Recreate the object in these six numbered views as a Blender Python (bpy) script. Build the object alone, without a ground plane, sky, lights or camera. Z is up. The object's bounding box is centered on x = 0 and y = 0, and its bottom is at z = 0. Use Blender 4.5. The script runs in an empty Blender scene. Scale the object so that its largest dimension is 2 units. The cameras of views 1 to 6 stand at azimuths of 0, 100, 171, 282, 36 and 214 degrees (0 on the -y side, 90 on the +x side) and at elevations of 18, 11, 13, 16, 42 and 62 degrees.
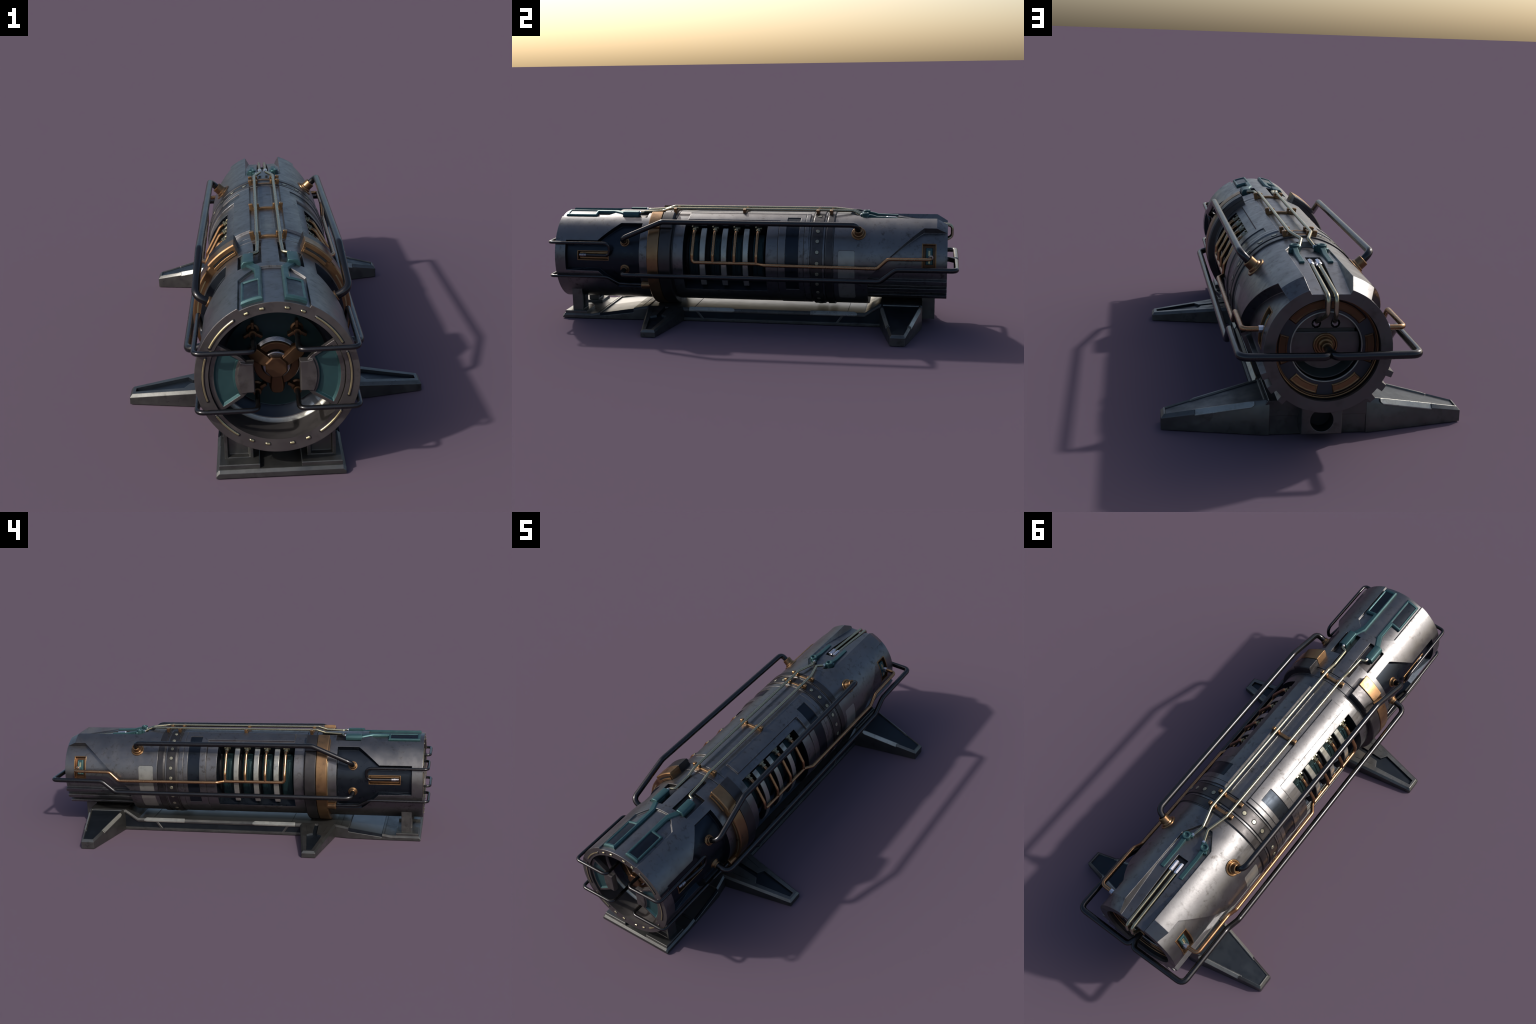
import bpy, bmesh, math
import numpy as np
from mathutils import Vector, Matrix
from mathutils.geometry import delaunay_2d_cdt

ZC = 0.3027          # height of the cylinder axis
RH = 0.2215          # outer radius of the hull
rad, sin, cos, pi = math.radians, math.sin, math.cos, math.pi

# ------------------------------------------------------------------ materials
def make_material(name, base, metallic=0.9, rough=0.4, tone=0.75, dirt=None, dirt_amt=0.5,
                  dirt_scale=14.0, wear=None, wear_amt=0.6, bump=0.08, streak=(1, 1, 1), rough_var=0.12,
                  spec=0.5):
    m = bpy.data.materials.new(name)
    m.use_nodes = True
    nt = m.node_tree
    N, L = nt.nodes, nt.links
    bsdf = N["Principled BSDF"]
    bsdf.inputs["Metallic"].default_value = metallic
    bsdf.inputs["Specular IOR Level"].default_value = spec
    tc = N.new("ShaderNodeTexCoord")
    mp = N.new("ShaderNodeMapping")
    mp.inputs["Scale"].default_value = streak
    L.new(tc.outputs["Object"], mp.inputs["Vector"])

    def noise(scale, detail, rough_=0.6):
        n = N.new("ShaderNodeTexNoise")
        n.inputs["Scale"].default_value = scale
        n.inputs["Detail"].default_value = detail
        n.inputs["Roughness"].default_value = rough_
        L.new(mp.outputs["Vector"], n.inputs["Vector"])
        return n

    def ramp(src, p0, p1, c0=(0, 0, 0, 1), c1=(1, 1, 1, 1)):
        r = N.new("ShaderNodeValToRGB")
        r.color_ramp.elements[0].position = p0
        r.color_ramp.elements[1].position = p1
        r.color_ramp.elements[0].color = c0
        r.color_ramp.elements[1].color = c1
        L.new(src, r.inputs["Fac"])
        return r

    def mix(fac, a, b):
        x = N.new("ShaderNodeMix")
        x.data_type = 'RGBA'
        for s, v in (("Factor", fac), ("A", a), ("B", b)):
            sock = [i for i in x.inputs if i.name == s and (i.type == ('VALUE' if s == "Factor" else 'RGBA'))][0]
            if hasattr(v, "links"):
                L.new(v, sock)
            else:
                sock.default_value = v
        return [o for o in x.outputs if o.type == 'RGBA'][0]

    b4 = (*base, 1)
    d4 = (*[c * tone for c in base], 1)
    n1 = noise(7.0, 6.0)
    col = mix(ramp(n1.outputs["Fac"], 0.35, 0.65).outputs["Color"], d4, b4)
    if dirt is not None:
        n2 = noise(dirt_scale, 8.0, 0.68)
        r2 = ramp(n2.outputs["Fac"], 0.52, 0.66, (0, 0, 0, 1), (dirt_amt,) * 3 + (1,))
        n5 = noise(dirt_scale * 0.22, 3.0)
        dm = N.new("ShaderNodeMath")
        dm.operation = 'MULTIPLY'
        L.new(r2.outputs["Color"], dm.inputs[0])
        L.new(ramp(n5.outputs["Fac"], 0.36, 0.62).outputs["Color"], dm.inputs[1])
        col = mix(dm.outputs["Value"], col, (*dirt, 1))
    if wear is not None:
        bv = N.new("ShaderNodeBevel")
        bv.samples = 4
        bv.inputs["Radius"].default_value = 0.0028
        geo = N.new("ShaderNodeNewGeometry")
        dot = N.new("ShaderNodeVectorMath")
        dot.operation = 'DOT_PRODUCT'
        L.new(bv.outputs["Normal"], dot.inputs[0])
        L.new(geo.outputs["Normal"], dot.inputs[1])
        rw = ramp(dot.outputs["Value"], 0.86, 0.985, (wear_amt,) * 3 + (1,), (0, 0, 0, 1))
        n4 = noise(30.0, 4.0)
        mm = N.new("ShaderNodeMath")
        mm.operation = 'MULTIPLY'
        L.new(rw.outputs["Color"], mm.inputs[0])
        L.new(ramp(n4.outputs["Fac"], 0.3, 0.6).outputs["Color"], mm.inputs[1])
        col = mix(mm.outputs["Value"], col, (*wear, 1))
    L.new(col, bsdf.inputs["Base Color"])
    n3 = noise(22.0, 6.0, 0.65)
    rr = N.new("ShaderNodeMapRange")
    rr.inputs["From Min"].default_value = 0.3
    rr.inputs["From Max"].default_value = 0.7
    rr.inputs["To Min"].default_value = max(0.05, rough - rough_var)
    rr.inputs["To Max"].default_value = min(1.0, rough + rough_var)
    L.new(n3.outputs["Fac"], rr.inputs["Value"])
    L.new(rr.outputs["Result"], bsdf.inputs["Roughness"])
    if bump:
        nb = noise(160.0, 3.0)
        bp = N.new("ShaderNodeBump")
        bp.inputs["Strength"].default_value = bump
        bp.inputs["Distance"].default_value = 0.002
        L.new(nb.outputs["Fac"], bp.inputs["Height"])
        if wear is not None:
            L.new(bv.outputs["Normal"], bp.inputs["Normal"])
        L.new(bp.outputs["Normal"], bsdf.inputs["Normal"])
    return m

DIRT = (0.045, 0.038, 0.033)
M = {}
M['hull'] = make_material("gunmetal_plate", (0.158, 0.157, 0.163), 0.92, 0.37, 0.84, DIRT, 0.75, 44, (0.32, 0.315, 0.31), 0.75, bump=0.05, rough_var=0.09)
M['ring'] = make_material("dark_ring_steel", (0.062, 0.059, 0.061), 0.88, 0.40, 0.88, (0.025, 0.022, 0.02), 0.5, 30, (0.16, 0.155, 0.15), 0.5, bump=0.04)
M['face'] = make_material("brown_grey_steel", (0.125, 0.115, 0.114), 0.8, 0.45, 0.85, DIRT, 0.5, 26, (0.25, 0.235, 0.23), 0.5, bump=0.05)
M['navy'] = make_material("navy_plate", (0.017, 0.023, 0.033), 0.78, 0.34, 0.88, (0.012, 0.013, 0.016), 0.4, 26, (0.075, 0.09, 0.10), 0.5, bump=0.03)
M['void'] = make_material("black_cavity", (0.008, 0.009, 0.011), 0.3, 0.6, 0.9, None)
M['teal'] = make_material("teal_enamel", (0.035, 0.089, 0.096), 0.55, 0.42, 0.86, (0.02, 0.045, 0.05), 0.5, 28, (0.085, 0.19, 0.20), 0.6, bump=0.04)
M['teal_deep'] = make_material("dark_teal_metal", (0.013, 0.038, 0.043), 0.6, 0.40, 0.85, (0.012, 0.025, 0.028), 0.5, 24, (0.05, 0.11, 0.115), 0.5, bump=0.04)  # teal with its colour lowered for the shade at the mouth's back
M['bronze'] = make_material("aged_bronze", (0.265, 0.156, 0.079), 0.92, 0.36, 0.84, (0.12, 0.07, 0.04), 0.6, 34, (0.62, 0.38, 0.17), 0.5, bump=0.05)
M['bronze_dark'] = make_material("dull_bronze", (0.128, 0.071, 0.039), 0.88, 0.42, 0.80, (0.07, 0.04, 0.025), 0.6, 30, (0.32, 0.17, 0.08), 0.5, bump=0.05)
M['copper'] = make_material("copper_pipe_metal", (0.36, 0.205, 0.105), 0.95, 0.27, 0.88, (0.2, 0.11, 0.06), 0.4, 30, bump=0.02, rough_var=0.05)
M['cream'] = make_material("pale_brass", (0.36, 0.335, 0.235), 0.95, 0.27, 0.9, (0.18, 0.16, 0.11), 0.4, 30, bump=0.02, rough_var=0.05)
M['black'] = make_material("black_pipe_metal", (0.050, 0.050, 0.053), 0.92, 0.25, 0.92, (0.03, 0.03, 0.03), 0.3, 24, None, bump=0.01, rough_var=0.04)
M['pale'] = make_material("pale_grey_paint", (0.35, 0.355, 0.325), 0.75, 0.36, 0.78, (0.15, 0.145, 0.13), 0.7, 40, (0.48, 0.48, 0.46), 0.4, bump=0.04)
M['decal'] = make_material("worn_grey_patch", (0.27, 0.27, 0.25), 0.65, 0.42, 0.88, (0.11, 0.105, 0.095), 0.6, 34, bump=0.04)
M['white'] = make_material("bright_fitting", (0.58, 0.58, 0.63), 0.9, 0.25, 0.9, None)
M['brass'] = make_material("green_brass_fitting", (0.26, 0.245, 0.165), 0.9, 0.35, 0.8, (0.1, 0.1, 0.07), 0.5, 30)
M['gold'] = make_material("gold_inlay", (0.46, 0.41, 0.235), 0.88, 0.33, 0.85, None)
M['stud'] = make_material("pale_rivet_metal", (0.30, 0.29, 0.22), 0.75, 0.38, 0.85, None)
M['frame'] = make_material("frame_steel", (0.122, 0.124, 0.121), 0.86, 0.38, 0.72, (0.045, 0.042, 0.038), 0.6, 30, (0.20, 0.20, 0.195), 0.6, bump=0.05)
M['deck'] = make_material("smooth_deck_steel", (0.190, 0.192, 0.190), 0.92, 0.36, 0.95, (0.09, 0.085, 0.08), 0.25, 20, None, bump=0.02, rough_var=0.03)
M['slate'] = make_material("slate_blue_steel", (0.055, 0.060, 0.072), 0.8, 0.45, 0.85, DIRT, 0.5, 26, bump=0.05)
M['crescent'] = make_material("greenish_dark_steel", (0.050, 0.060, 0.056), 0.8, 0.45, 0.85, None)
M['inset'] = make_material("frame_inset_navy", (0.017, 0.023, 0.031), 0.7, 0.40, 0.85, (0.008, 0.009, 0.011), 0.4, 26, bump=0.03)
M['steel'] = make_material("coil_steel", (0.30, 0.30, 0.32), 0.95, 0.30, 0.8, (0.12, 0.115, 0.11), 0.5, 24)

# ------------------------------------------------------------------ helpers
root = bpy.data.objects.new("industrial_capsule", None)
bpy.context.scene.collection.objects.link(root)
root["label"] = "dark metal cylinder with copper pipes on splayed steel frame"
root["category"] = "science fiction machine"

def link(ob, parent):
    bpy.context.scene.collection.objects.link(ob)
    ob.parent = parent or root
    return ob

def finish(name, verts, faces, mats, parent=None, fmats=None, angle=32, recalc=True, merge=1e-6, bevel=0.0, bseg=1):
    me = bpy.data.meshes.new(name)
    me.from_pydata([tuple(v) for v in verts], [], faces)
    if not isinstance(mats, (list, tuple)):
        mats = [mats]
    for k in mats:
        me.materials.append(M[k])
    if fmats is not None:
        me.polygons.foreach_set("material_index", fmats)
    bm = bmesh.new()
    bm.from_mesh(me)
    if merge:
        bmesh.ops.remove_doubles(bm, verts=bm.verts, dist=merge)
    bmesh.ops.dissolve_degenerate(bm, dist=1e-7, edges=bm.edges)
    if recalc:
        bmesh.ops.recalc_face_normals(bm, faces=bm.faces)
    if bevel:
        es = [e for e in bm.edges if len(e.link_faces) == 2 and e.calc_face_angle(0) > rad(35)]
        bmesh.ops.bevel(bm, geom=es, offset=bevel, segments=bseg, profile=0.5, affect='EDGES', clamp_overlap=True)
    bm.to_mesh(me)
    bm.free()
    me.shade_smooth()
    me.set_sharp_from_angle(angle=rad(angle))
    ob = bpy.data.objects.new(name, me)
    return link(ob, parent)

def mirror(ob, parent=None):
    """Second copy on the other side of the long axis, sharing the mesh."""
    c = ob.copy()
    c.scale = (-1, 1, 1)
    link(c, parent or (ob.parent if ob.parent else root))
    for ch in [o for o in bpy.data.objects if o.parent == ob]:
        k = ch.copy()
        link(k, c)
    return c

def cyl_pt(th, r, y):
    return (r * cos(rad(th)), y, ZC + r * sin(rad(th)))

def signed_dist(P, poly):
    P = np.asarray(P, float)
    A = np.asarray(poly, float)
    B = np.roll(A, -1, axis=0)
    E = B - A
    d = P[:, None, :] - A[None]
    t = np.clip((d * E[None]).sum(2) / np.maximum((E * E).sum(1)[None], 1e-18), 0, 1)
    q = d - t[..., None] * E[None]
    dist = np.sqrt((q * q).sum(2)).min(1)
    x, y = P[:, 0:1], P[:, 1:2]
    cond = (A[None, :, 1] > y) != (B[None, :, 1] > y)
    with np.errstate(divide='ignore', invalid='ignore'):
        xi = A[None, :, 0] + (y - A[None, :, 1]) * E[None, :, 0] / np.where(E[None, :, 1] == 0, 1e-30, E[None, :, 1])
    inside = (np.sum(cond & (x < xi), axis=1) % 2) == 1
    return np.where(inside, dist, -dist)

def inset_poly(poly, d):
    n = len(poly)
    a = sum(poly[i][0] * poly[(i + 1) % n][1] - poly[(i + 1) % n][0] * poly[i][1] for i in range(n))
    s = 1 if a > 0 else -1
    out = []
    for i in range(n):
        p0, p1, p2 = (np.array(poly[(i + k) % n], float) for k in (-1, 0, 1))
        e1, e2 = p1 - p0, p2 - p1
        e1 /= max(np.linalg.norm(e1), 1e-12)
        e2 /= max(np.linalg.norm(e2), 1e-12)
        n1, n2 = np.array([-e1[1], e1[0]]) * s, np.array([-e2[1], e2[0]]) * s
        b = n1 + n2
        den = 1 + n1 @ n2
        out.append(tuple(p1 + b * d / max(den, 0.25)))
    return out

def relief(name, dom, base, mapf, layers, mats, parent=None, lines=(), skirt=None, skirt_mat=None, angle=32, seam=1e-5):
    """Height-field sheet over a 2D domain.  Each layer is a polygon whose inside is moved to a new
    height, with a sloped wall of the given width around it; the rim is dropped to 'skirt'."""
    pts, edges = [], []
    def add(poly):
        i0 = len(pts)
        pts.extend([Vector((float(p[0]), float(p[1]))) for p in poly])
        edges.extend([(i0 + k, i0 + (k + 1) % len(poly)) for k in range(len(poly))])
    add(dom)
    L2 = []
    for l in layers:
        o = l['poly']
        i = inset_poly(o, l['inset']) if l.get('inset') else o
        add(o)
        if l.get('inset'):
            add(i)
        L2.append((o, i, l))
    for a, b in lines:
        k = len(pts)
        pts.extend([Vector(a), Vector(b)])
        edges.append((k, k + 1))
    vs, _, fs, *_ = delaunay_2d_cdt(pts, edges, [], 0, 1e-7)
    V = np.array([(v.x, v.y) for v in vs])
    F = [f for f in fs]
    C = np.array([V[list(f)].mean(0) for f in F])
    keep = signed_dist(C, dom) > 0
    F = [f for f, k in zip(F, keep) if k]
    C = C[keep]
    H = np.array([base(u, v) if callable(base) else base for u, v in V], float)
    FM = np.zeros(len(F), int)
    eps = 2e-6
    for o, i, l in L2:
        so, si = signed_dist(V, o), signed_dist(V, i)
        t = np.where(si >= -eps, 1.0, np.where(so <= eps, 0.0, np.clip(so / np.maximum(so - si, 1e-12), 0, 1)))
        h = l.get('h')
        if h is not None:
            tgt = np.array([h(u, v, hh) if callable(h) else h for (u, v), hh in zip(V, H)], float)
            H = H * (1 - t) + tgt * t
        co, ci = signed_dist(C, o) > 0, signed_dist(C, i) > 0
        if l.get('wall') is not None:
            FM[co & ~ci] = l['wall']
        if l.get('mat') is not None:
            FM[ci] = l['mat']
    verts = [mapf(u, v, h) for (u, v), h in zip(V, H)]
    faces = [tuple(f) for f in F]
    fm = list(FM)
    if skirt is not None:
        # boundary by welded position, so that a wrapped sheet has no seam
        key = {}
        wid = []
        for p in verts:
            k = tuple(round(c / seam) for c in p)
            wid.append(key.setdefault(k, len(key)))
        cnt = {}
        for fi, f in enumerate(faces):
            for a in range(3):
                e = (f[a], f[(a + 1) % 3])
                kk = tuple(sorted((wid[e[0]], wid[e[1]])))
                cnt.setdefault(kk, []).append((e, fi))
        low = {}
        for kk, el in cnt.items():
            if len(el) == 1 and kk[0] != kk[1]:
                (a, b), fi = el[0]
                for q in (a, b):
                    if q not in low:
                        low[q] = len(verts)
                        u, v = V[q]
                        s = skirt(u, v) if callable(skirt) else skirt
                        verts.append(mapf(u, v, s))
                faces.append((b, a, low[a], low[b]))
                fm.append(skirt_mat if skirt_mat is not None else fm[fi])
    return finish(name, verts, faces, mats, parent, fm, angle, merge=2e-6)

def U(th):
    return rad(th) * RH

def cp(poly):
    """(theta degrees, y) -> sheet coordinates on the cylinder"""
    return [(U(t), y) for t, y in poly]

def mir(poly):
    return [(180 - t, y) for t, y in poly][::-1]

def cyl_map(u, v, h):
    return cyl_pt(math.degrees(u / RH), h, v)

def th_lines(t0, t1, y0, y1, step=3.0):
    n = max(1, int(round((t1 - t0) / step)))
    return [((U(t0 + (t1 - t0) * i / n), y0 - 0.0001), (U(t0 + (t1 - t0) * i / n), y1 + 0.0001)) for i in range(1, n)]

def cyl_plate(name, poly, r_low, r_edge, r_top, cham, mats, parent=None, extra=(), step=3.0):
    ts = [p[0] for p in poly]
    ys = [p[1] for p in poly]
    layers = [dict(poly=cp(poly), inset=cham, h=r_top)] + list(extra)
    return relief(name, cp(poly), r_edge, cyl_map, layers, mats, parent,
                  th_lines(min(ts), max(ts), min(ys), max(ys), step), skirt=r_low)

def circle_poly(cx, cy, r, n=28, a0=0, a1=360):
    full = abs(a1 - a0) >= 360
    m = n if full else n + 1
    return [(cx + r * cos(rad(a0 + (a1 - a0) * i / n)), cy + r * sin(rad(a0 + (a1 - a0) * i / n))) for i in range(m)]

def revolve(name, prof, mats, parent=None, th0=0, th1=360, step=3.0, closed=True, angle=32, fm=None, recalc=True):
    """Turn a (radius, y) profile about the long axis."""
    full = abs(th1 - th0) >= 360
    n = max(3, int(round((th1 - th0) / step)))
    cols = n if full else n + 1
    m = len(prof)
    V, F, FM = [], [], []
    for i in range(cols):
        t = th0 + (th1 - th0) * i / n
        V += [cyl_pt(t, r, y) for r, y in prof]
    for i in range(n):
        a, b = i * m, ((i + 1) % cols) * m
        for k in range(m if closed else m - 1):
            k2 = (k + 1) % m
            F.append((a + k, a + k2, b + k2, b + k))
            FM.append(fm[k] if fm else 0)
    if closed and not full:
        F.append(tuple(range(m)))
        F.append(tuple(range((cols - 1) * m, cols * m))[::-1])
        FM += [0, 0]
    return finish(name, V, F, mats, parent, FM, angle, recalc)

def lathe(name, prof, origin, axis, mat, parent=None, n=24, angle=32):
    """Solid turned from (radius, along) pairs about an arbitrary axis."""
    w = Vector(axis).normalized()
    u = w.orthogonal().normalized()
    v = w.cross(u)
    o = Vector(origin)
    V, F = [], []
    m = len(prof)
    for i in range(n):
        a = 2 * pi * i / n
        V += [o + w * s + (u * cos(a) + v * sin(a)) * r for r, s in prof]
    for i in range(n):
        a, b = i * m, ((i + 1) % n) * m
        for k in range(m - 1):
            F.append((a + k, a + k + 1, b + k + 1, b + k))
    F.append(tuple(i * m for i in range(n)))
    F.append(tuple(i * m + m - 1 for i in range(n))[::-1])
    return finish(name, V, F, mat, parent, None, angle)

def rounded_path(P, fil, seg=6):
    P = [Vector(p) for p in P]
    out = [P[0]]
    for i in range(1, len(P) - 1):
        f = fil[i] if isinstance(fil, (list, tuple)) else fil
        a, b, c = P[i - 1], P[i], P[i + 1]
        d1, d2 = (a - b), (c - b)
        l1, l2 = d1.length, d2.length
        d1.normalize(); d2.normalize()
        ang = d1.angle(d2)
        if f <= 0 or ang > rad(178):
            out.append(b)
            continue
        t = min(f / math.tan(ang / 2), l1 * 0.49, l2 * 0.49)
        p, q = b + d1 * t, b + d2 * t
        for k in range(seg + 1):
            s = k / seg
            out.append(p * (1 - s) ** 2 + b * 2 * s * (1 - s) + q * s * s)
    out.append(P[-1])
    return out

def tube(name, P, r, mat, parent=None, fil=0.02, n=14, seg=6):
    path = rounded_path(P, fil, seg) if fil else [Vector(p) for p in P]
    m = len(path)
    tang = []
    for i in range(m):
        t = (path[min(i + 1, m - 1)] - path[max(i - 1, 0)]).normalized()
        tang.append(t)
    u = tang[0].orthogonal().normalized()
    V, F = [], []
    for i in range(m):
        if i:
            u = (u - tang[i] * u.dot(tang[i])).normalized()
        v = tang[i].cross(u)
        V += [path[i] + (u * cos(2 * pi * k / n) + v * sin(2 * pi * k / n)) * r for k in range(n)]
    for i in range(m - 1):
        for k in range(n):
            F.append((i * n + k, i * n + (k + 1) % n, (i + 1) * n + (k + 1) % n, (i + 1) * n + k))
    F.append(tuple(range(n))[::-1])
    F.append(tuple(range((m - 1) * n, m * n)))
    return finish(name, V, F, mat, parent, None, 50)

def box(name, c, s, mat, parent=None, rot=None, bevel=0.0015, bseg=1):
    R = rot or Matrix.Identity(3)
    V = []
    for sx in (-1, 1):
        for sy in (-1, 1):
            for sz in (-1, 1):
                V.append(Vector(c) + R @ Vector((sx * s[0] / 2, sy * s[1] / 2, sz * s[2] / 2)))
    F = [(0, 1, 3, 2), (4, 6, 7, 5), (0, 4, 5, 1), (2, 3, 7, 6), (0, 2, 6, 4), (1, 5, 7, 3)]
    return finish(name, V, F, mat, parent, bevel=bevel, bseg=bseg)

def prism(name, poly, f0, f1, mat, parent=None, bevel=0.0015):
    """Solid between two placements of the same 2D outline."""
    n = len(poly)
    V = [f0(*p) for p in poly] + [f1(*p) for p in poly]
    F = [tuple(range(n)), tuple(range(n, 2 * n))[::-1]]
    F += [(i, (i + 1) % n, n + (i + 1) % n, n + i) for i in range(n)]
    return finish(name, V, F, mat, parent, bevel=bevel)

def loft(name, sections, mats, parent=None, bevel=0.0, fmats=None, angle=32):
    """Closed cross-sections (same count) joined in a row and capped."""
    m = len(sections[0])
    V = [p for s in sections for p in s]
    F, FM = [], []
    for i in range(len(sections) - 1):
        for k in range(m):
            F.append((i * m + k, i * m + (k + 1) % m, (i + 1) * m + (k + 1) % m, (i + 1) * m + k))
            FM.append(fmats[k] if fmats else 0)
    F.append(tuple(range(m)))
    F.append(tuple(range((len(sections) - 1) * m, len(sections) * m))[::-1])
    FM += [0, 0]
    return finish(name, V, F, mats, parent, FM, angle, bevel=bevel)

def radial(th):
    return Vector((cos(rad(th)), 0, sin(rad(th))))

# ------------------------------------------------------------------ hull
TH0, TH1 = -90.0, 270.0

def hull_section(name, y0, y1, base, layers, skirt, parent=None, mats=('hull', 'navy', 'void', 'decal', 'bronze_dark', 'ring', 'face'), step=3.0, skirt_mat=6):
    dom = [(U(TH0), y0), (U(TH1), y0), (U(TH1), y1), (U(TH0), y1)]
    return relief(name, dom, base, cyl_map, layers, list(mats), parent,
                  th_lines(TH0, TH1, y0, y1, step), skirt=skirt, skirt_mat=skirt_mat, angle=17)

def band(y0, y1, h=None, mat=None, inset=0.0012, t0=-95, t1=275):
    return dict(poly=cp([(t0, y0), (t1, y0), (t1, y1), (t0, y1)]), inset=inset, h=h, mat=mat)

def both(poly, **k):
    return [dict(poly=cp(poly), **k), dict(poly=cp(mir(poly)), **k)]

# --- front hull: y -0.962 .. -0.405
fl = []
fl += [dict(poly=cp([(64, -1.05), (64, -.735), (76, -.690), (82, -.678), (98, -.678), (104, -.690), (116, -.735), (116, -1.05)]), inset=0.0015, h=0.2140)]
fl += both([(63.8, -.645), (83.3, -.645), (83.3, -.440), (77.0, -.440), (77.0, -.518), (63.8, -.518)], inset=0.0016, h=0.2065, wall=5, mat=5)
side_recess = [(52.7, -.531), (52.7, -.640), (26.4, -.746), (26.4, -.909), (-12.8, -.909), (-13.4, -.744), (-38.0, -.655), (-38.0, -.531)]
fl += both(side_recess, inset=0.0050, h=0.1990, wall=1, mat=1)
fl += both([(13, -.852), (13, -.694), (0, -.694), (0, -.852)], inset=0.0022, h=0.178, wall=4, mat=4)
fl += [band(-.4145, -.4105, 0.2165, 5, 0.001)]
nozzle_shell = hull_section("nozzle_shell", -.962, -.405, RH, fl, 0.184)

# --- middle hull: y -0.405 .. 0.305
def swell(u, v, h):
    """top plates stand proud and die away down the flanks"""
    t = math.degrees(u / RH)
    t = min(t, 180 - t)
    k = max(0.0, min(1.0, (t - 8) / 40))
    return .2225 + .0058 * k * k * (3 - 2 * k)

ml = []
ml += both([(62, .152), (62, .299), (-95, .299), (-95, .152)], inset=0.0018, h=swell)
plate = [(76.2, -.306), (76.2, .299), (58.8, .299), (58.8, -.306)]
ml += both(plate, inset=0.0034, h=0.2287)
ml += [dict(poly=cp([(83, -.285), (97, -.285), (97, .29), (83, .29)]), inset=0.004, h=0.2199)]
window = [(51, -.312), (51, .095), (-39, .095), (-39, -.312)]
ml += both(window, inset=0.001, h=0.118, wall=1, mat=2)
ml += both([(65.5, .187), (65.5, .252), (-34.5, .252), (-34.5, .187)], inset=0.0014, h=lambda u, v, h: h - .0028, wall=5, mat=1)
ml += [dict(poly=cp([(t0, .274), (t1, .274), (t1, .277), (t0, .277)]), inset=.0008, h=lambda u, v, h: h - .003, mat=5) for t0, t1 in ((-95, 76), (104, 275))]
ml += both([(57.5, .1495), (57.5, .1530), (-42, .1530), (-42, .1495)], inset=.0008, h=lambda u, v, h: h - .0018, mat=5)
ml += [band(-.3665, -.3635, 0.2160, 5, 0.001)]
barrel_shell = hull_section("barrel_shell", -.405, .305, 0.2208, ml, 0.14)

# --- rear hull: y 0.305 .. 0.945
def hood(u, v, h):
    return h - 0.031 * max(0.0, min(1.0, (v - .895) / .050))

def top_floor(u, v, h):
    z = .5065 - .0355 * max(0.0, (v - .70) / .245)
    s = sin(u / RH)
    return min((z - ZC) / max(s, .3), 0.2208)

rl = []
rl += [band(.374, .3785, 0.2175, 5, 0.001), band(.4145, .4175, 0.2180, 5, 0.001), band(.306, .3115, .2175, 5, .001)]
rl += [dict(poly=cp([(45, .895), (135, .895), (135, .99), (45, .99)]), h=hood)]
side_cut = [(-95, .576), (-15.5, .576), (0, .632), (51.7, .837), (51.7, 1.0), (-95, 1.0)]
rl += both(side_cut, inset=0.0018, h=0.190)
for a, b in ((-24.6, -18.8), (-38.2, -31.3), (-51.2, -45.1)):
    rl += both([(a, .576), (b, .576), (b, 1.0), (a, 1.0)], inset=0.0014, h=0.2075)
rl += both([(33, .829), (33, .893), (-3, .893), (-3, .829)], inset=0.0035, h=0.1745, wall=4, mat=4)
rl += [dict(poly=cp([(71, 1.0), (71, .549), (83, .482), (97, .482), (109, .549), (109, 1.0)]), inset=0.0022, h=top_floor)]
rl += [dict(poly=cp([(60, .699), (120, .699), (120, .701), (60, .701)]))]
rl += [dict(poly=cp([(83.2, 1.0), (83.2, .632), (96.8, .632), (96.8, 1.0)]), inset=0.0018, h=lambda u, v, h: h - .020, wall=5, mat=5)]
decal = [(19.5, .444), (19.5, .514), (17.6, .519), (-47, .519), (-49.5, .514), (-49.5, .444), (-47, .439), (17.6, .439)]
rl += both(decal, inset=0.001, h=0.2203, wall=5, mat=3)
hood_shell = hull_section("hood_shell", .305, .945, RH, rl, 0.155)

# ------------------------------------------------------------------ rings
revolve("rivet_band", [(.214, .314), (.2255, .314), (.2270, .3155), (.2270, .3635), (.2255, .365), (.214, .365)], 'ring')
revolve("band_ring", [(.214, .381), (.2255, .381), (.2270, .3825), (.2270, .4115), (.2255, .413), (.214, .413)], 'ring')
seed = lathe("rivet", [(.0088, -.004), (.0088, .0008), (.0080, .0016), (.0005, .0018)], (0, 0, 0), (1, 0, 0), 'stud', n=16, angle=20)
seat = lathe("rivet_seat", [(.0088, -.004), (.0112, -.004), (.0112, .0007), (.0104, .0010), (.0088, .0006)], (0, 0, 0), (1, 0, 0), 'void', n=16, angle=20)
first = True
for i in range(27):
    th = 3.2 + i * 360 / 27
    if 80 < th < 100:
        continue
    ob = seed if first else link(seed.copy(), root)
    st = seat if first else link(seat.copy(), root)
    st.matrix_local = Matrix.Translation(cyl_pt(th, .2270, .3405)) @ Matrix.Rotation(-rad(th), 4, 'Y')
    first = False
    ob.matrix_local = Matrix.Translation(cyl_pt(th, .2270, .3405)) @ Matrix.Rotation(-rad(th), 4, 'Y')

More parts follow.
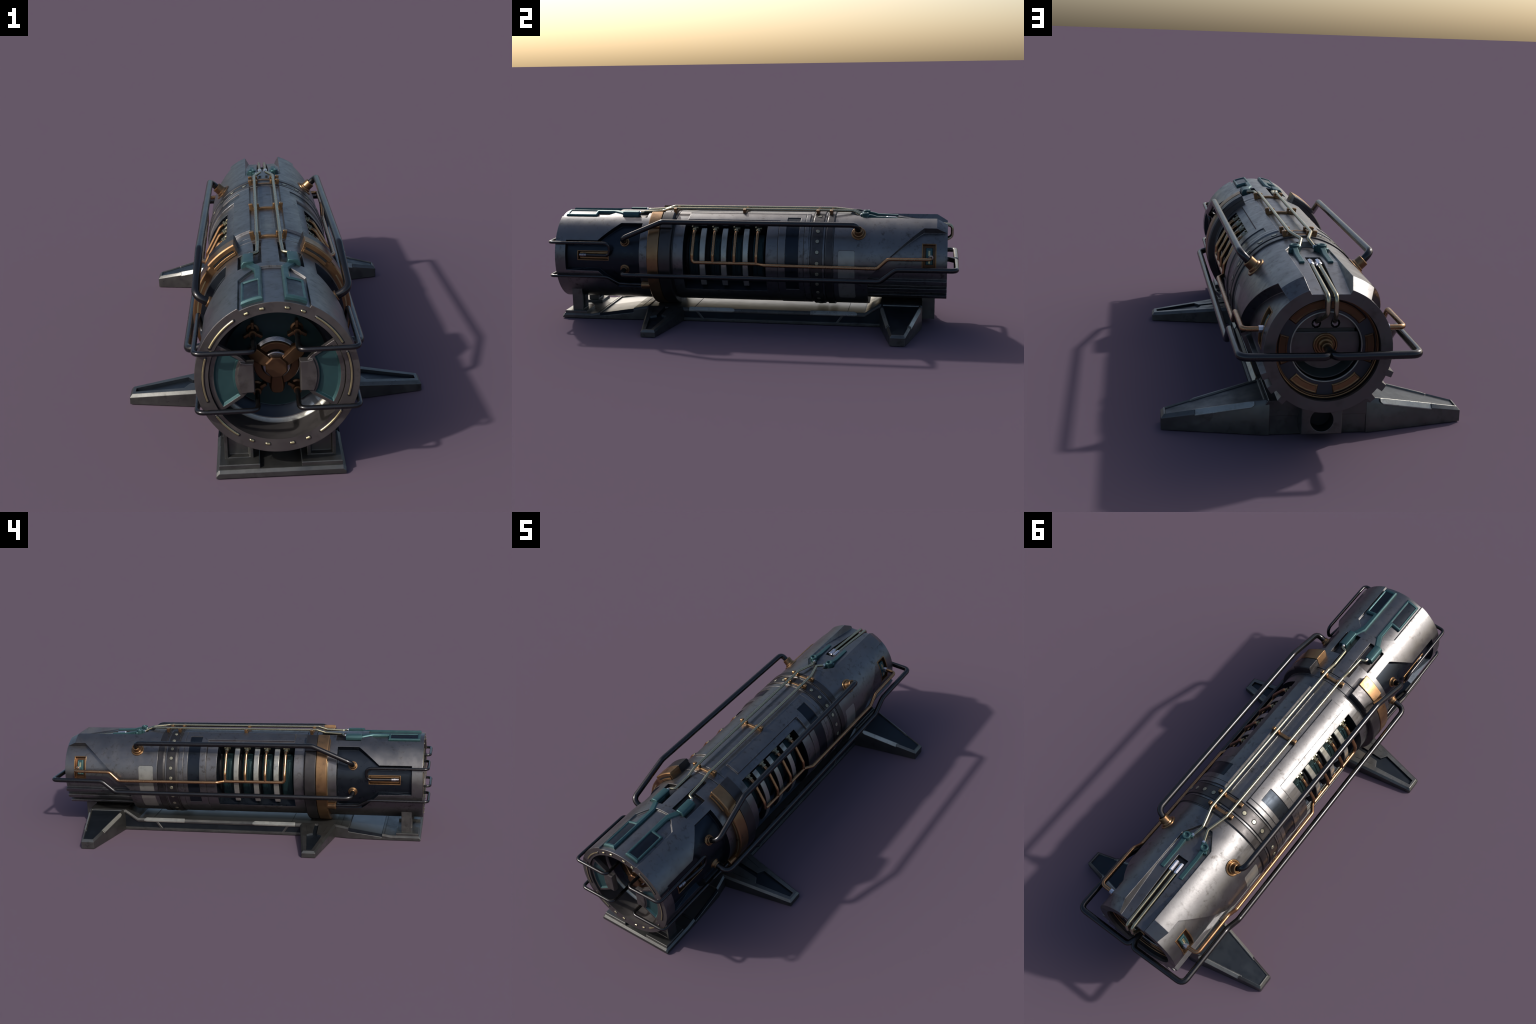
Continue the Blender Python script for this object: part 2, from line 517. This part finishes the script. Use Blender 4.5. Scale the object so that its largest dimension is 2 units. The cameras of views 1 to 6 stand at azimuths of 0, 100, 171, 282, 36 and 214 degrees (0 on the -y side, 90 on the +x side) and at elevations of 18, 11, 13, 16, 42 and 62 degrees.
dark_band = revolve("dark_band", [(.212, -.4275), (.2440, -.4275), (.2460, -.4255), (.2460, -.374), (.2420, -.370), (.212, -.366)], 'ring', th0=116, th1=424)
bronze_band = revolve("bronze_band", [(.214, -.486), (.2440, -.486), (.2475, -.4825), (.2475, -.432), (.2450, -.4295), (.214, -.4295)], 'bronze', th0=116, th1=424)
for s in (1, -1):
    a, b = (41, 64.4) if s > 0 else (180 - 64.4, 180 - 41)
    revolve("bronze_cap", [(.240, -.4885), (.2525, -.4885), (.2560, -.485), (.2560, -.431), (.2545, -.4293), (.240, -.4293)], 'bronze', bronze_band, a, b)
    revolve("dark_cap", [(.238, -.4273), (.2525, -.4273), (.2545, -.4255), (.2545, -.374), (.2500, -.370), (.238, -.368)], 'ring', dark_band, a, b)
    a, b = (43, 62) if s > 0 else (180 - 62, 180 - 43)
    revolve("bronze_slot", [(.2330, -.4893), (.2395, -.4893), (.2395, -.470), (.2330, -.470)], 'void', bronze_band, a, b)
    revolve("bronze_lip", [(.2240, -.4920), (.2330, -.4920), (.2330, -.470), (.2240, -.470)], 'bronze', bronze_band, a - 1, b + 1)
    a, b = (-24, 30) if s > 0 else (150, 204)
    revolve("bronze_strip", [(.2310, -.4868), (.2350, -.4868), (.2350, -.470), (.2310, -.470)], 'gold', bronze_band, a, b)  # thin paler strip along the flank of the bronze band

# ------------------------------------------------------------------ front mouth
chamber = revolve("mouth_chamber", [(.184, -.962), (.184, -.8700), (.1825, -.8670), (.1750, -.8600), (.1730, -.8590), (.1705, -.858),
                                    (.1690, -.857), (.1590, -.848), (.1540, -.846), (.1440, -.838), (.1420, -.836), (.0005, -.836)],
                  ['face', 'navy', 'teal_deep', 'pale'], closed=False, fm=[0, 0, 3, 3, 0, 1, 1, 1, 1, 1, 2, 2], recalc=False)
# outside wall of the chamber hidden in the hull: keep the normals looking at the axis
bm = bmesh.new(); bm.from_mesh(chamber.data)
f0 = max(bm.faces, key=lambda f: -f.calc_center_median().y)
c = f0.calc_center_median()
if f0.normal.dot(Vector((c.x, 0, c.z - ZC))) > 0:
    bmesh.ops.reverse_faces(bm, faces=bm.faces)
bm.to_mesh(chamber.data); bm.free()

def arc_bar(name, a, b, r, y, w, mat, parent=None):
    n = max(2, int(abs(b - a) / 2))
    P = [cyl_pt(a + (b - a) * i / n, r, y) for i in range(n + 1)]
    ob = tube(name, P, w, mat, parent, fil=0, n=10)
    # rounded ends
    me = ob.data
    bm = bmesh.new(); bm.from_mesh(me)
    for e in (P[0], P[-1]):
        bmesh.ops.create_uvsphere(bm, u_segments=10, v_segments=8, radius=w, matrix=Matrix.Translation(e))
    bm.to_mesh(me); bm.free()
    me.shade_smooth()
    return ob

for a, b in ((28.0, 56.5), (-17.3, 18.0), (-55.5, -32.5)):
    for p, q in ((a, b), (180 - b, 180 - a)):
        arc_bar("inlay_groove", p - .4, q + .4, .1985, -.9603, .0052, 'ring', nozzle_shell)
        arc_bar("gold_inlay", p, q, .1985, -.9618, .0040, 'gold', nozzle_shell)
for t in (67.8, 80.3, 99.5, 112.0, -67.3, -80.3, -99.7, -112.6):
    arc_bar("stud_socket", t - 1.1, t + 1.1, .1985, -.9603, .0052, 'ring', nozzle_shell)
    arc_bar("gold_stud", t - 1.0, t + 1.0, .1985, -.9620, .0042, 'gold', nozzle_shell)

# fan-shaped shutters on both sides of the mouth
def xz_map(u, v, h):
    return (u, h, ZC + v)

def polar(r, t):
    return (r * cos(rad(t)), r * sin(rad(t)))

fan = [(.0605, .043), (.0605, -.045), (.082, -.045), polar(.110, -31.5)] + \
      [polar(.182, -32 + 64 * i / 12) for i in range(13)] + [polar(.110, 31), (.082, .043)]
pane = [polar(.113, 27 - 54 * i / 8) for i in range(9)] + [polar(.170, -29 + 58 * i / 10) for i in range(11)]
hubplate = [(.0605, .043), (.0605, -.045), (.080, -.045)] + [polar(.109, -26 + 52 * i / 10) for i in range(11)] + [(.080, .043)]
sh = relief("shutter", fan, -.9545, xz_map,
            [dict(poly=hubplate, inset=.003, h=-.9600),
             dict(poly=pane, inset=.005, h=-.9470, wall=1, mat=1)], ['face', 'teal'], None, skirt=-.937)
mirror(sh)

# rotor at the back of the mouth
rotor = lathe("rotor", [(.0005, -.018), (.029, -.018), (.0325, -.014), (.0325, .030), (.0005, .030)], (0, -.884, ZC), (0, 1, 0), 'bronze_dark', n=8, angle=20)
rotor.matrix_local = Matrix.Translation((0, 0, ZC)) @ Matrix.Rotation(rad(22.5), 4, 'Y') @ Matrix.Translation((0, 0, -ZC))
for k, a in enumerate((-90, 30, 150)):
    def arm_pt(r, w, y, a=a):
        return Vector((0, y, ZC)) + radial(a) * r + radial(a + 90) * w
    o = [(.012, .014), (.034, .017), (.066, .023), (.080, .020), (.086, .011), (.086, -.011), (.080, -.020), (.066, -.023), (.034, -.017), (.012, -.014)]
    prism("rotor_arm", o, lambda r, w: arm_pt(r, w * .8, -.895 + .30 * max(0, r - .03)), lambda r, w: arm_pt(r, w, -.860), 'bronze_dark', None, bevel=.002)
revolve("rotor_ring", [(.0405, -.869), (.0425, -.872), (.0610, -.872), (.0635, -.869), (.0635, -.852), (.0405, -.852)], 'bronze_dark')
coil = [(.030, -.834)]
for i in range(4):
    y = -.838 - i * .007
    coil += [(.0655, y + .003), (.0665, y + .0005), (.0665, y - .0015), (.0640, y - .003)]
coil += [(.030, -.864)]
revolve("coil", coil, 'steel')
revolve("rotor_sleeve", [(.030, -.860), (.0385, -.860), (.0385, -.880), (.036, -.882), (.030, -.882)], 'steel')

# four bent handles that leave the mouth, run back outside
def handle_socket(x, z, a):
    ob = lathe("handle_socket", [(.0005, .004), (.0185, .004), (.0185, -.003), (.0125, -.006), (.0112, -.030), (.0112, -.038), (.0005, -.038)], (x, -.836, z), (0, 1, 0), 'bronze_dark', None, n=16)
    for k in range(3):
        d = Vector((cos(rad(a + 120 * k)), 0, sin(rad(a + 120 * k))))
        R = Matrix.Rotation(-rad(a + 120 * k), 3, 'Y')
        box("socket_fin", Vector((x, -.848, z)) + d * .017, (.026, .022, .009), 'bronze_dark', ob, R, .0015)
handle_socket(.061, .391, 90); handle_socket(-.061, .391, 90)
handle_socket(.056, .220, 30); handle_socket(-.056, .220, 150)
up = tube("handle", [(.061, -.870, .390), (.058, -.990, .390), (.2185, -.990, .391), (.2175, -.682, .391), (.209, -.682, .328), (.1935, -.815, .3265)], .0072, 'black', fil=[0, .022, .022, .028, .028, 0])
mirror(up)
lo = tube("handle", [(.056, -.870, .220), (.055, -.990, .222), (.2185, -.990, .222), (.2210, -.698, .223), (.2000, -.640, .187), (.1985, -.500, .184)], .0072, 'black', fil=[0, .022, .022, .04, .04, 0])
mirror(lo)
tip = lathe("handle_plug", [(.0085, 0), (.0085, .012), (.0110, .012), (.0110, .018), (.0085, .018), (.0085, .036), (.0005, .036)], (.1945, -.807, .3266), (-.11, -1, 0), 'steel', n=12)
mirror(tip)
con = lathe("hose_connector", [(.0005, 0), (.0165, 0), (.0195, -.003), (.0195, -.011), (.0185, -.013), (.0185, -.045), (.0005, -.045)], (.1985, -.527, .184), (0, -1, 0), 'bronze', n=20)
mirror(con)

# ------------------------------------------------------------------ exchanger seen through the windows
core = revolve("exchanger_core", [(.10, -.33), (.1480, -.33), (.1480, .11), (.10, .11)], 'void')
for yc in (-.2690, -.1630, -.0575, .048):
    w = .0300
    for a, b in ((-50, 48), (132, 230)):
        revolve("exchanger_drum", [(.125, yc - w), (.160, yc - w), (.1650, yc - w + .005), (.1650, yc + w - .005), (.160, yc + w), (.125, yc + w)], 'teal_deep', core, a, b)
    for a, b in ((-22, 34), (146, 202)):
        for y0, y1 in ((yc - .021, yc - .004), (yc + .003, yc + .022)):
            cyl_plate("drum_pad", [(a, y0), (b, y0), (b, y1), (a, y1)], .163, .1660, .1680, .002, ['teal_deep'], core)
for s in (1, -1):
    for y0, y1 in ((-.2325, -.2040), (-.1265, -.0985), (-.0205, .0070)):
        a, b = (-33.5, 49) if s > 0 else (131, 213.5)
        bar = revolve("rib_bar", [(.180, y0), (.2065, y0), (.2090, y0 + .0025), (.2090, y1 - .0025), (.2065, y1), (.180, y1)], ['pale', 'ring'], th0=a, th1=b, fm=[1, 0, 0, 0, 1, 1])
tap_y = (-.265, -.163, -.058, .049)
feed = tube("copper_feed", [(.134, tap_y[0], .459), (.165, tap_y[0], .4405), (.2180, tap_y[0], .345), (.2195, tap_y[0], .306), (.2195, .057, .3045), (.2430, .090, .3035), (.2435, .625, .3000), (.2435, .673, .346), (.2430, .8685, .348), (.186, .8695, .348)],
            .0082, 'copper', fil=[0, .03, .03, .018, .02, .02, .03, .03, .02, 0])
for y in tap_y[1:]:
    tube("feed_branch", [(.134, y, .459), (.165, y, .4405), (.2180, y, .345), (.2195, y, .306)], .0075, 'copper', feed, fil=.03)
for y in tap_y:
    d = Vector((.031, 0, -.0185)).normalized()
    fit = lathe("feed_fitting", [(.0005, 0), (.0100, 0), (.0100, .012), (.0085, .013), (.0085, .018), (.0120, .019), (.0120, .025), (.0095, .027), (.0005, .027)], (.130, y, .4615), d, 'brass', feed, n=8, angle=20)
    Rm = Matrix.Rotation(rad(31), 3, 'Y')
    box("feed_valve", Vector((.134, y, .4610)), (.011, .034, .013), 'brass', feed, Rm, .002)
    box("feed_valve", Vector((.1375, y - .012, .4640)), (.010, .008, .016), 'brass', feed, Rm, .0015)
lathe("feed_plug", [(.0005, 0), (.0115, 0), (.0115, .014), (.0085, .016), (.0085, .034), (.0005, .034)], (.196, .8694, .348), (-1, 0, 0), 'white', feed, n=8, angle=20)
mirror(feed)

# ------------------------------------------------------------------ side pipes
def radial_socket(name, th, r, y, parent, prof):
    return lathe(name, prof, cyl_pt(th, r, y), radial(th), 'bronze', parent, n=28)

big = [(.0005, -.006), (.0345, -.006), (.0345, .0015), (.0325, .0035), (.0280, .0035), (.0265, .0015), (.0255, .0015), (.0240, .0095), (.0205, .0110), (.0200, .034), (.0180, .036), (.0150, .036), (.0145, .028), (.0005, .028)]
small = [(.0005, -.006), (.0235, -.006), (.0235, .0010), (.0220, .0030), (.0190, .0030), (.0180, .0060), (.0170, .0070), (.0165, .015), (.0150, .0165), (.0130, .0165), (.0125, .010), (.0005, .010)]
upper = tube("guard_pipe", [(.1680, .533, .452), (.2150, .5265, .4990), (.2200, -.4100, .5010), (.2290, -.6120, .4170), (.1750, -.6120, .3890)], .0125, 'black', fil=[0, .030, .045, .035, 0], n=16)
radial_socket("pipe_socket", 42.0, RH, .533, upper, big)
radial_socket("pipe_socket", 26.5, .1995, -.612, upper, small)
mirror(upper)
lower = tube("guard_pipe", [(.1850, -.6120, .2640), (.2640, -.6130, .2440), (.2635, .6380, .2430), (.2630, .7100, .3010), (.2620, .9868, .3020), (.0130, .9873, .2995), (.0000, .9550, .3040), (.0, .92, .304)], .0122, 'black', fil=[0, .036, .045, .045, .028, .022, .02, 0], n=16)
radial_socket("pipe_socket", -12.3, .1995, -.612, lower, small)
mirror(lower)

# ------------------------------------------------------------------ top: brackets, pale pipes, clamps
bracket = [(66.5, -.944), (82.5, -.944), (82.5, -.688), (77.0, -.640), (77.0, -.600), (71.0, -.600), (71.0, -.650), (77.0, -.705), (77.0, -.783), (66.5, -.783)]
br = cyl_plate("bracket", bracket, .196, .2215, .2268, .0040, ['teal', 'navy'], None,
               [dict(poly=cp([(68.6, -.932), (80.2, -.932), (80.2, -.793), (68.6, -.793)]), inset=.0022, h=.2230, mat=1)])
loft("bracket_block", [[(.0860, y, .500), (.0880, y, .5155), (.0800, y, .5270), (.0520, y, .5300), (.0500, y, .5270), (.0500, y, .500)] for y in (-.648, -.566)], 'teal', br, bevel=.002)
mirror(br)
pipe = tube("brass_pipe", [(.0620, -.572, .5190), (.0615, -.553, .5200), (.0385, -.545, .5225), (.0360, -.455, .5270), (.0365, -.410, .5410), (.0365, .405, .5410), (.0120, .492, .5360), (.0250, .533, .5185), (.036, .545, .5165)], .0060, 'cream', fil=[0, .010, .012, .02, .02, .02, .015, .012, 0], n=12)
lathe("pipe_ferrule", [(.0005, 0), (.008, 0), (.008, .012), (.0005, .012)], (.0617, -.560, .5195), (0, -1, 0), 'white', pipe, n=8, angle=20)
lathe("pipe_ferrule", [(.0005, 0), (.008, 0), (.008, .012), (.0005, .012)], (.024, .5325, .5180), (1, .95, 0), 'white', pipe, n=8, angle=20)
mirror(pipe)
for y in (-.385, -.035, .327, .392):
    cl = cyl_plate("pipe_clamp", [(84, y - .0075), (96, y - .0075), (96, y + .0075), (84, y + .0075)], .214, .2260, .2285, .0018, ['bronze'], None)
    for s in (1, -1):
        R = Matrix.Rotation(rad(10 * s), 3, 'Y')
        lug = box("clamp_lug", (s * .0510, y, .5290), (.014, .015, .030), 'bronze', cl, R, .0015)
        box("clamp_lug", (s * .0275, y, .5320), (.008, .014, .022), 'bronze', cl, Matrix.Rotation(rad(6 * s), 3, 'Y'), .0015)
        box("clamp_base", (s * .0410, y, .5245), (.030, .014, .012), 'bronze', cl, R, .002)

# rear latch, pale discharge pipes
la = lathe("latch", [(.0165, -.030), (.0165, .0035), (.0150, .0050), (.0100, .0050), (.0090, .0030), (.0085, -.002), (.0005, -.002)], (.0445, .5555, .5270), (0, 0, 1), 'teal', n=20)
def latch_sec(y, z, w, h):
    return [(.0450 - w / 2, y, z - h), (.0450 + w / 2, y, z - h), (.0450 + w / 2, y, z), (.0450 - w / 2, y, z)]
loft("latch_arm", [latch_sec(.566, .5255, .018, .03), latch_sec(.592, .5215, .017, .03), latch_sec(.612, .5155, .017, .03), latch_sec(.708, .5120, .017, .03)], 'teal', la, bevel=.0015)
box("latch_lug", (.0345, .5445, .5155), (.020, .022, .020), 'teal', la, Matrix.Rotation(rad(-45), 3, 'Z'), .0025)
box("latch_lug", (.0570, .5680, .5120), (.014, .014, .020), 'teal', la, Matrix.Rotation(rad(-35), 3, 'Z'), .0025)
mirror(la)
dis = tube("discharge_pipe", [(.0120, .690, .4965), (.0120, .9665, .4715), (.0120, .9665, .4180), (.0285, .876, .3680)], .0068, 'cream', fil=[0, .022, .022, 0])
lathe("discharge_fitting", [(.0005, 0), (.0082, 0), (.0100, .004), (.0100, .044), (.0082, .048), (.0005, .048)], (.0122, .652, .4985), (0, 1, -.05), 'white', dis, n=8, angle=20)
mirror(dis)

# side vents near the rear
ve = cyl_plate("vent_insert", [(2.5, .845), (28, .845), (28, .879), (2.5, .879)], .16, .1800, .1850, .004, ['teal'], None,
               [dict(poly=cp([(5, .852), (25.5, .852), (25.5, .872), (5, .872)]), inset=.001, h=.1835)])
cyl_plate("vent_strip", [(15.5, .857), (23.5, .857), (23.5, .867), (15.5, .867)], .18, .1840, .1850, .001, ['gold'], ve)
cyl_plate("vent_strip", [(4.0, .857), (8.5, .857), (8.5, .867), (4.0, .867)], .18, .1840, .1850, .001, ['gold'], ve)
mirror(ve)
def rim(name, t0, t1, y0, y1, w, r0, r1, mat, parent):
    o = [(t0, y0), (t1, y0), (t1, y1), (t0, y1)]
    return relief(name, cp(o), r1, cyl_map, [dict(poly=cp([(t0 + w / RH * 57.3, y0 + w), (t1 - w / RH * 57.3, y0 + w), (t1 - w / RH * 57.3, y1 - w), (t0 + w / RH * 57.3, y1 - w)]), inset=.0008, h=r0)],
                  [mat], parent, th_lines(t0, t1, y0, y1), skirt=r0)
vr = rim("vent_frame", -3.4, 33.4, .8275, .8945, .0045, .166, .1912, 'bronze', None)
mirror(vr)
for t0, t1 in ((1.6, 3.8), (9.2, 11.4)):
    sb = revolve("slot_bar", [(.172, -.846), (.1860, -.846), (.1860, -.700), (.172, -.700)], 'bronze', None, t0, t1, 1.0)
    mirror(sb)
sr = rim("slot_frame", -.4, 13.4, -.8535, -.6925, .0035, .176, .2003, 'bronze', None)
mirror(sr)

# ------------------------------------------------------------------ rear cap inside the ring
well = revolve("end_well", [(.155, .945), (.155, .9335), (.157, .932), (.157, .9170), (.1540, .9155), (.1540, .9090), (.1095, .9090), (.1080, .9075), (.1080, .850), (.0005, .850)], ['face', 'ring', 'slate'], closed=False, fm=[0, 0, 1, 1, 1, 2, 2, 2, 2], recalc=False)
bm = bmesh.new(); bm.from_mesh(well.data)
f0 = min(bm.faces, key=lambda f: f.calc_center_median().length if abs(f.normal.y) > .9 and f.calc_center_median().y < .88 else 1e9)
if f0.normal.y < 0:
    bmesh.ops.reverse_faces(bm, faces=bm.faces)
bm.to_mesh(well.data); bm.free()
def torus_ring(name, r, y, w, mat, parent):
    P = [(r + w * cos(2 * pi * k / 10), y + w * sin(2 * pi * k / 10)) for k in range(10)]
    return revolve(name, P, mat, parent, angle=60)
torus_ring("well_trim", .1525, .9185, .0028, 'bronze', well)
torus_ring("well_trim", .1490, .9120, .0026, 'bronze_dark', well)
torus_ring("disc_trim", .1065, .9080, .0028, 'pale', well)
for a, b, m in ((37, 86, 'bronze_dark'), (94, 143, 'bronze_dark'), (-21, 17, 'bronze_dark'), (163, 201, 'bronze_dark'), (-80, -42, 'bronze'), (-138, -100, 'bronze')):
    o = [polar(.1165, a + (b - a) * i / 10) for i in range(11)] + [polar(.1445, b - (b - a) * i / 10) for i in range(11)]
    relief("bronze_plate", o, .9110, xz_map, [dict(poly=o, inset=.0028, h=.9132), dict(poly=inset_poly(o, .0045), inset=.0012, h=.9116)], [m], well, skirt=.905)
# disc with a chord cut off for the pipe plate, and its crescent
def chord(r, z0, up_):
    a = math.degrees(math.asin(z0 / r))
    if up_:
        return [polar(r, a + (180 - 2 * a) * i / 24) for i in range(25)]
    return [polar(r, 180 - a + (180 + 2 * a) * i / 32) for i in range(33)]
low_ = [polar(.1000, -160 + 140 * i / 24) for i in range(25)]
relief("disc_plate", chord(.1045, .040, False), .8850, xz_map, [dict(poly=chord(.1045, .040, False), inset=.0015, h=.8870), dict(poly=low_, inset=.0190, h=.8640, wall=1)], ['face', 'crescent'], well, skirt=.848)
relief("pipe_plate", chord(.1045, .050, True), .8850, xz_map,
       [dict(poly=chord(.1045, .050, True), inset=.0015, h=.8870)] + [dict(poly=circle_poly(s * .0285, .065, .0145, 10), inset=.001, h=.8740, wall=1, mat=1) for s in (1, -1)], ['face', 'void'], well, skirt=.848)
box("step_bar", (0, .8780, ZC + .045), (.176, .012, .011), 'crescent', well, None, .001)
for s in (1, -1):
    lathe("pipe_nut", [(.0005, 0), (.0110, 0), (.0110, .010), (.0085, .012), (.0005, .012)], (s * .0285, .875, .3675), (0, 1, 0), 'steel', well, n=6, angle=20)
lathe("socket_hub", [(.0005, 0), (.0370, 0), (.0370, .007), (.0345, .0095), (.0315, .0095), (.0295, .004), (.0240, .004), (.0232, .018), (.0212, .020), (.0180, .020), (.0172, .038), (.0158, .040), (.0005, .040)], (0, .884, ZC), (0, 1, 0), 'bronze', well, n=28)

# ------------------------------------------------------------------ frame
frame = None
def beam_section(y, lift):
    h = [(.160, .000), (.160, .0125), (.1535, .0145), (.1535, .0440 + lift), (.1600, .0460 + lift), (.1600, .0550 + lift), (.1515, .0640 + lift), (.1490, .0620 + lift)]
    return [(x, y, z) for x, z in h] + [(-x, y, z) for x, z in h[::-1]]
fmid = [0, 0, 1, 0, 0, 0, 0, 0, 0, 0, 0, 0, 1, 0, 0, 0]
frame = loft("base_frame", [beam_section(y, l) for y, l in ((-.520, 0), (.562, 0), (.628, .045), (.650, .047), (.829, .047))], ['frame', 'inset'], None, fmats=fmid)
# front part of the beam, running down to the foot plate
def front_section(y, x, z):
    h = [(x, 0), (x, z - .008), (x - .008, z)]
    return [(a, y, b) for a, b in h] + [(-a, y, b) for a, b in h[::-1]]
loft("ramp_beam", [front_section(-.953, .180, .0145), front_section(-.9455, .180, .0225), front_section(-.800, .180, .0225), front_section(-.7585, .180, .030), front_section(-.758, .180, .0205), front_section(-.584, .1745, .0420), front_section(-.5835, .1745, .057), front_section(-.515, .162, .066)],
     ['frame'], frame)
deckp = [(-.1485, -.518), (.1485, -.518), (.1485, .560), (-.1485, .560)]
relief("deck_plate", deckp, .0615, lambda u, v, h: (u, v, h), [dict(poly=deckp, inset=.002, h=.0632)], ['deck'], frame, skirt=.058)
ramp = [(.1735, -.757), (.1680, -.5845), (-.1680, -.5845), (-.1735, -.757)]
relief("ramp_plate", ramp, 0, lambda u, v, h: (u, v, .0205 + .0215 * (v + .757) / .172 + h), [dict(poly=ramp, inset=.002, h=.0022)], ['deck'], frame, skirt=-.004)
for s in (1, -1):
    def side_pt(y, z, off):
        t = max(0.0, min(1.0, (y + .758) / .176))
        return Vector((s * (.180 - .0055 * t + off), y, z))
    p = [(-.757, .008), (-.757, .0285), (-.584, .0545), (-.584, .040), (-.612, .012)]
    prism("inset_panel", p, lambda y, z: side_pt(y, z, -.0075), lambda y, z: side_pt(y, z, -.0015), 'inset', frame, bevel=0)
    # foot plates and pillars under the mouth
    pad = [(s * .058, -.942), (s * .1715, -.942), (s * .1715, -.829), (s * .058, -.829)]
    relief("foot_pad", pad, .0335, lambda u, v, h: (u, v, h), [dict(poly=pad, inset=.0015, h=.0350)], ['frame'], frame, skirt=.020)
    # pillar: box with a sunk panel on its front and back
    pil = [(s * .0755, .030), (s * .1555, .030), (s * .1555, .150), (s * .0755, .100)]
    pan = [(s * .0850, .0385), (s * .1465, .0385), (s * .1465, .160), (s * .0850, .160)]
    relief("pillar", pil, -.9065, lambda u, v, h: (u, h, v), [dict(poly=pan, inset=.0035, h=-.892)], ['frame'], frame, skirt=-.8805)
    relief("pillar", pil, -.8550, lambda u, v, h: (u, h, v), [dict(poly=pan, inset=.0035, h=-.868)], ['frame'], frame, skirt=-.8803)
    # pale plates on the rail, ribs across the sunk side
    for y0, y1, tip_ in ((.300, .514, .526), (-.302, -.086, -.074)):
        e = .0012
        prof = lambda y, sc=1.0: [(s * (.1612), y, .0555 - .0075 * sc), (s * (.1625), y, .0555 - .0070 * sc), (s * .1625, y, .0560), (s * (.1625 - .0110 * sc), y, .0560 + .0125 * sc), (s * (.1600 - .0110 * sc), y, .0560 + .0105 * sc)]
        loft("rail_plate", [prof(y0), prof(y1), prof(tip_, .45)], 'pale', frame)
    for ya, yb in ((.455, .430), (-.262, -.236)):
        prism("beam_rib", [(ya - .007, .0465), (ya + .007, .0465), (yb + .007, .0120), (yb - .007, .0120)], lambda y, z: Vector((s * .152, y, z)), lambda y, z: Vector((s * .1592, y, z)), 'frame', frame, bevel=.001)
for y in (-.545, -.28, .478):
    box("deck_seam", (0, y, .0634 if y > -.5 else .0622), (.300, .0016, .0016), 'void', frame, None, 0)
box("deck_seam", (0, -.770, .0288), (.335, .0016, .0016), 'void', frame, Matrix.Rotation(rad(8), 3, 'X'), 0)

def leg(name, poly, z_root, z_tip, x0, x1, layers, s, drop=(-.0095, -.0095), cham=.0085):
    def edge(u, v):
        t = min(1.0, max(0.0, (u - x0) / (x1 - x0)))
        return drop[0] + (drop[1] - drop[0]) * t
    def mp(u, v, h):
        z = z_root + (z_tip - z_root) * (u - x0) / (x1 - x0)
        return (s * u, v, max(0.0, z + h))
    return relief(name, poly, edge, mp, [dict(poly=poly, inset=cham, h=0.0)] + layers, ['frame', 'inset'], frame, skirt=-1.0)

for s in (1, -1):
    # front leg: wedge with a sunk arrow-shaped pocket
    fp = [(.140, -.330), (.160, -.330), (.4735, -.3865), (.4735, -.4550), (.160, -.5160), (.140, -.5160)]
    pocket = [(.130, -.406), (.268, -.412), (.284, -.383), (.455, -.408), (.455, -.434), (.294, -.462), (.277, -.434), (.130, -.427)]
    leg("leg", fp, .0655, .0310, .160, .4775, [dict(poly=pocket, inset=.0018, h=-.009, wall=1, mat=1)], s)
    for ya, yb in ((-.366, -.386), (-.476, -.462)):
        d = Vector((s * .095, yb - ya, -.0114))
        c_ = Vector((s * .2275, (ya + yb) / 2, .0580))
        box("leg_slit", c_, (d.length, .0014, .0014), 'void', frame, Matrix.Rotation(math.atan2(d.y, d.x), 3, 'Z') @ Matrix.Rotation(rad(7), 3, 'Y'), 0)
    # rear leg: taller wedge, open pocket between two rims
    rp = [(.150, .634), (.163, .634), (.4735, .6985), (.4735, .7665), (.163, .8330), (.150, .8330)]
    pocket = [(.166, .6475), (.378, .6920), (.382, .6890), (.460, .7060), (.460, .7590), (.382, .7760), (.378, .7730), (.166, .8195)]
    leg("leg", rp, .1105, .0450, .163, .4760, [dict(poly=pocket, inset=.0015, h=-.0045, wall=0, mat=1)], s, (-.0165, -.0095), .0095)
    # pale edge plates on both long chamfers of the rear leg
    for a, b, nrm in (((.205, .6425), (.372, .6770), -1), ((.205, .8240), (.372, .7885), 1)):
        def sec(t, k=1.0):
            x = a[0] + (b[0] - a[0]) * t
            y = a[1] + (b[1] - a[1]) * t
            z = .1105 + (.0450 - .1105) * (x - .163) / .313
            q = [(0.0, -.0165), (.0026, -.0165), (.0026, -.0130), (-.0088, .0010), (-.0108, .0006), (-.0085, -.006)]
            return [(s * x, y + nrm * n_ * k, z + h_ * k) for n_, h_ in q]
        loft("leg_plate", [sec(-.06, .55), sec(0), sec(1), sec(1.0, .6)], 'pale', frame)
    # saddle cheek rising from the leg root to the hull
    ch = [(.0, .06), (.1625, .06), (.1625, .100), (.1560, .109), (.090, .112), (.0, .112)]
    prism("saddle", ch, lambda x, z: Vector((s * x, .6345, z)), lambda x, z: Vector((s * x, .8322, z)), 'frame', frame, bevel=0)
# rear anchor block with a round hole
blk_poly = [(-.062, .022 - ZC), (.062, .022 - ZC), (.062, .124 - ZC), (-.062, .124 - ZC)]
relief("anchor_block", blk_poly, .888, xz_map, [dict(poly=blk_poly, inset=.002, h=.890), dict(poly=circle_poly(0, .066 - ZC, .0355, 32), inset=.001, h=.842, wall=1, mat=1)], ['frame', 'void'], frame, skirt=.830)
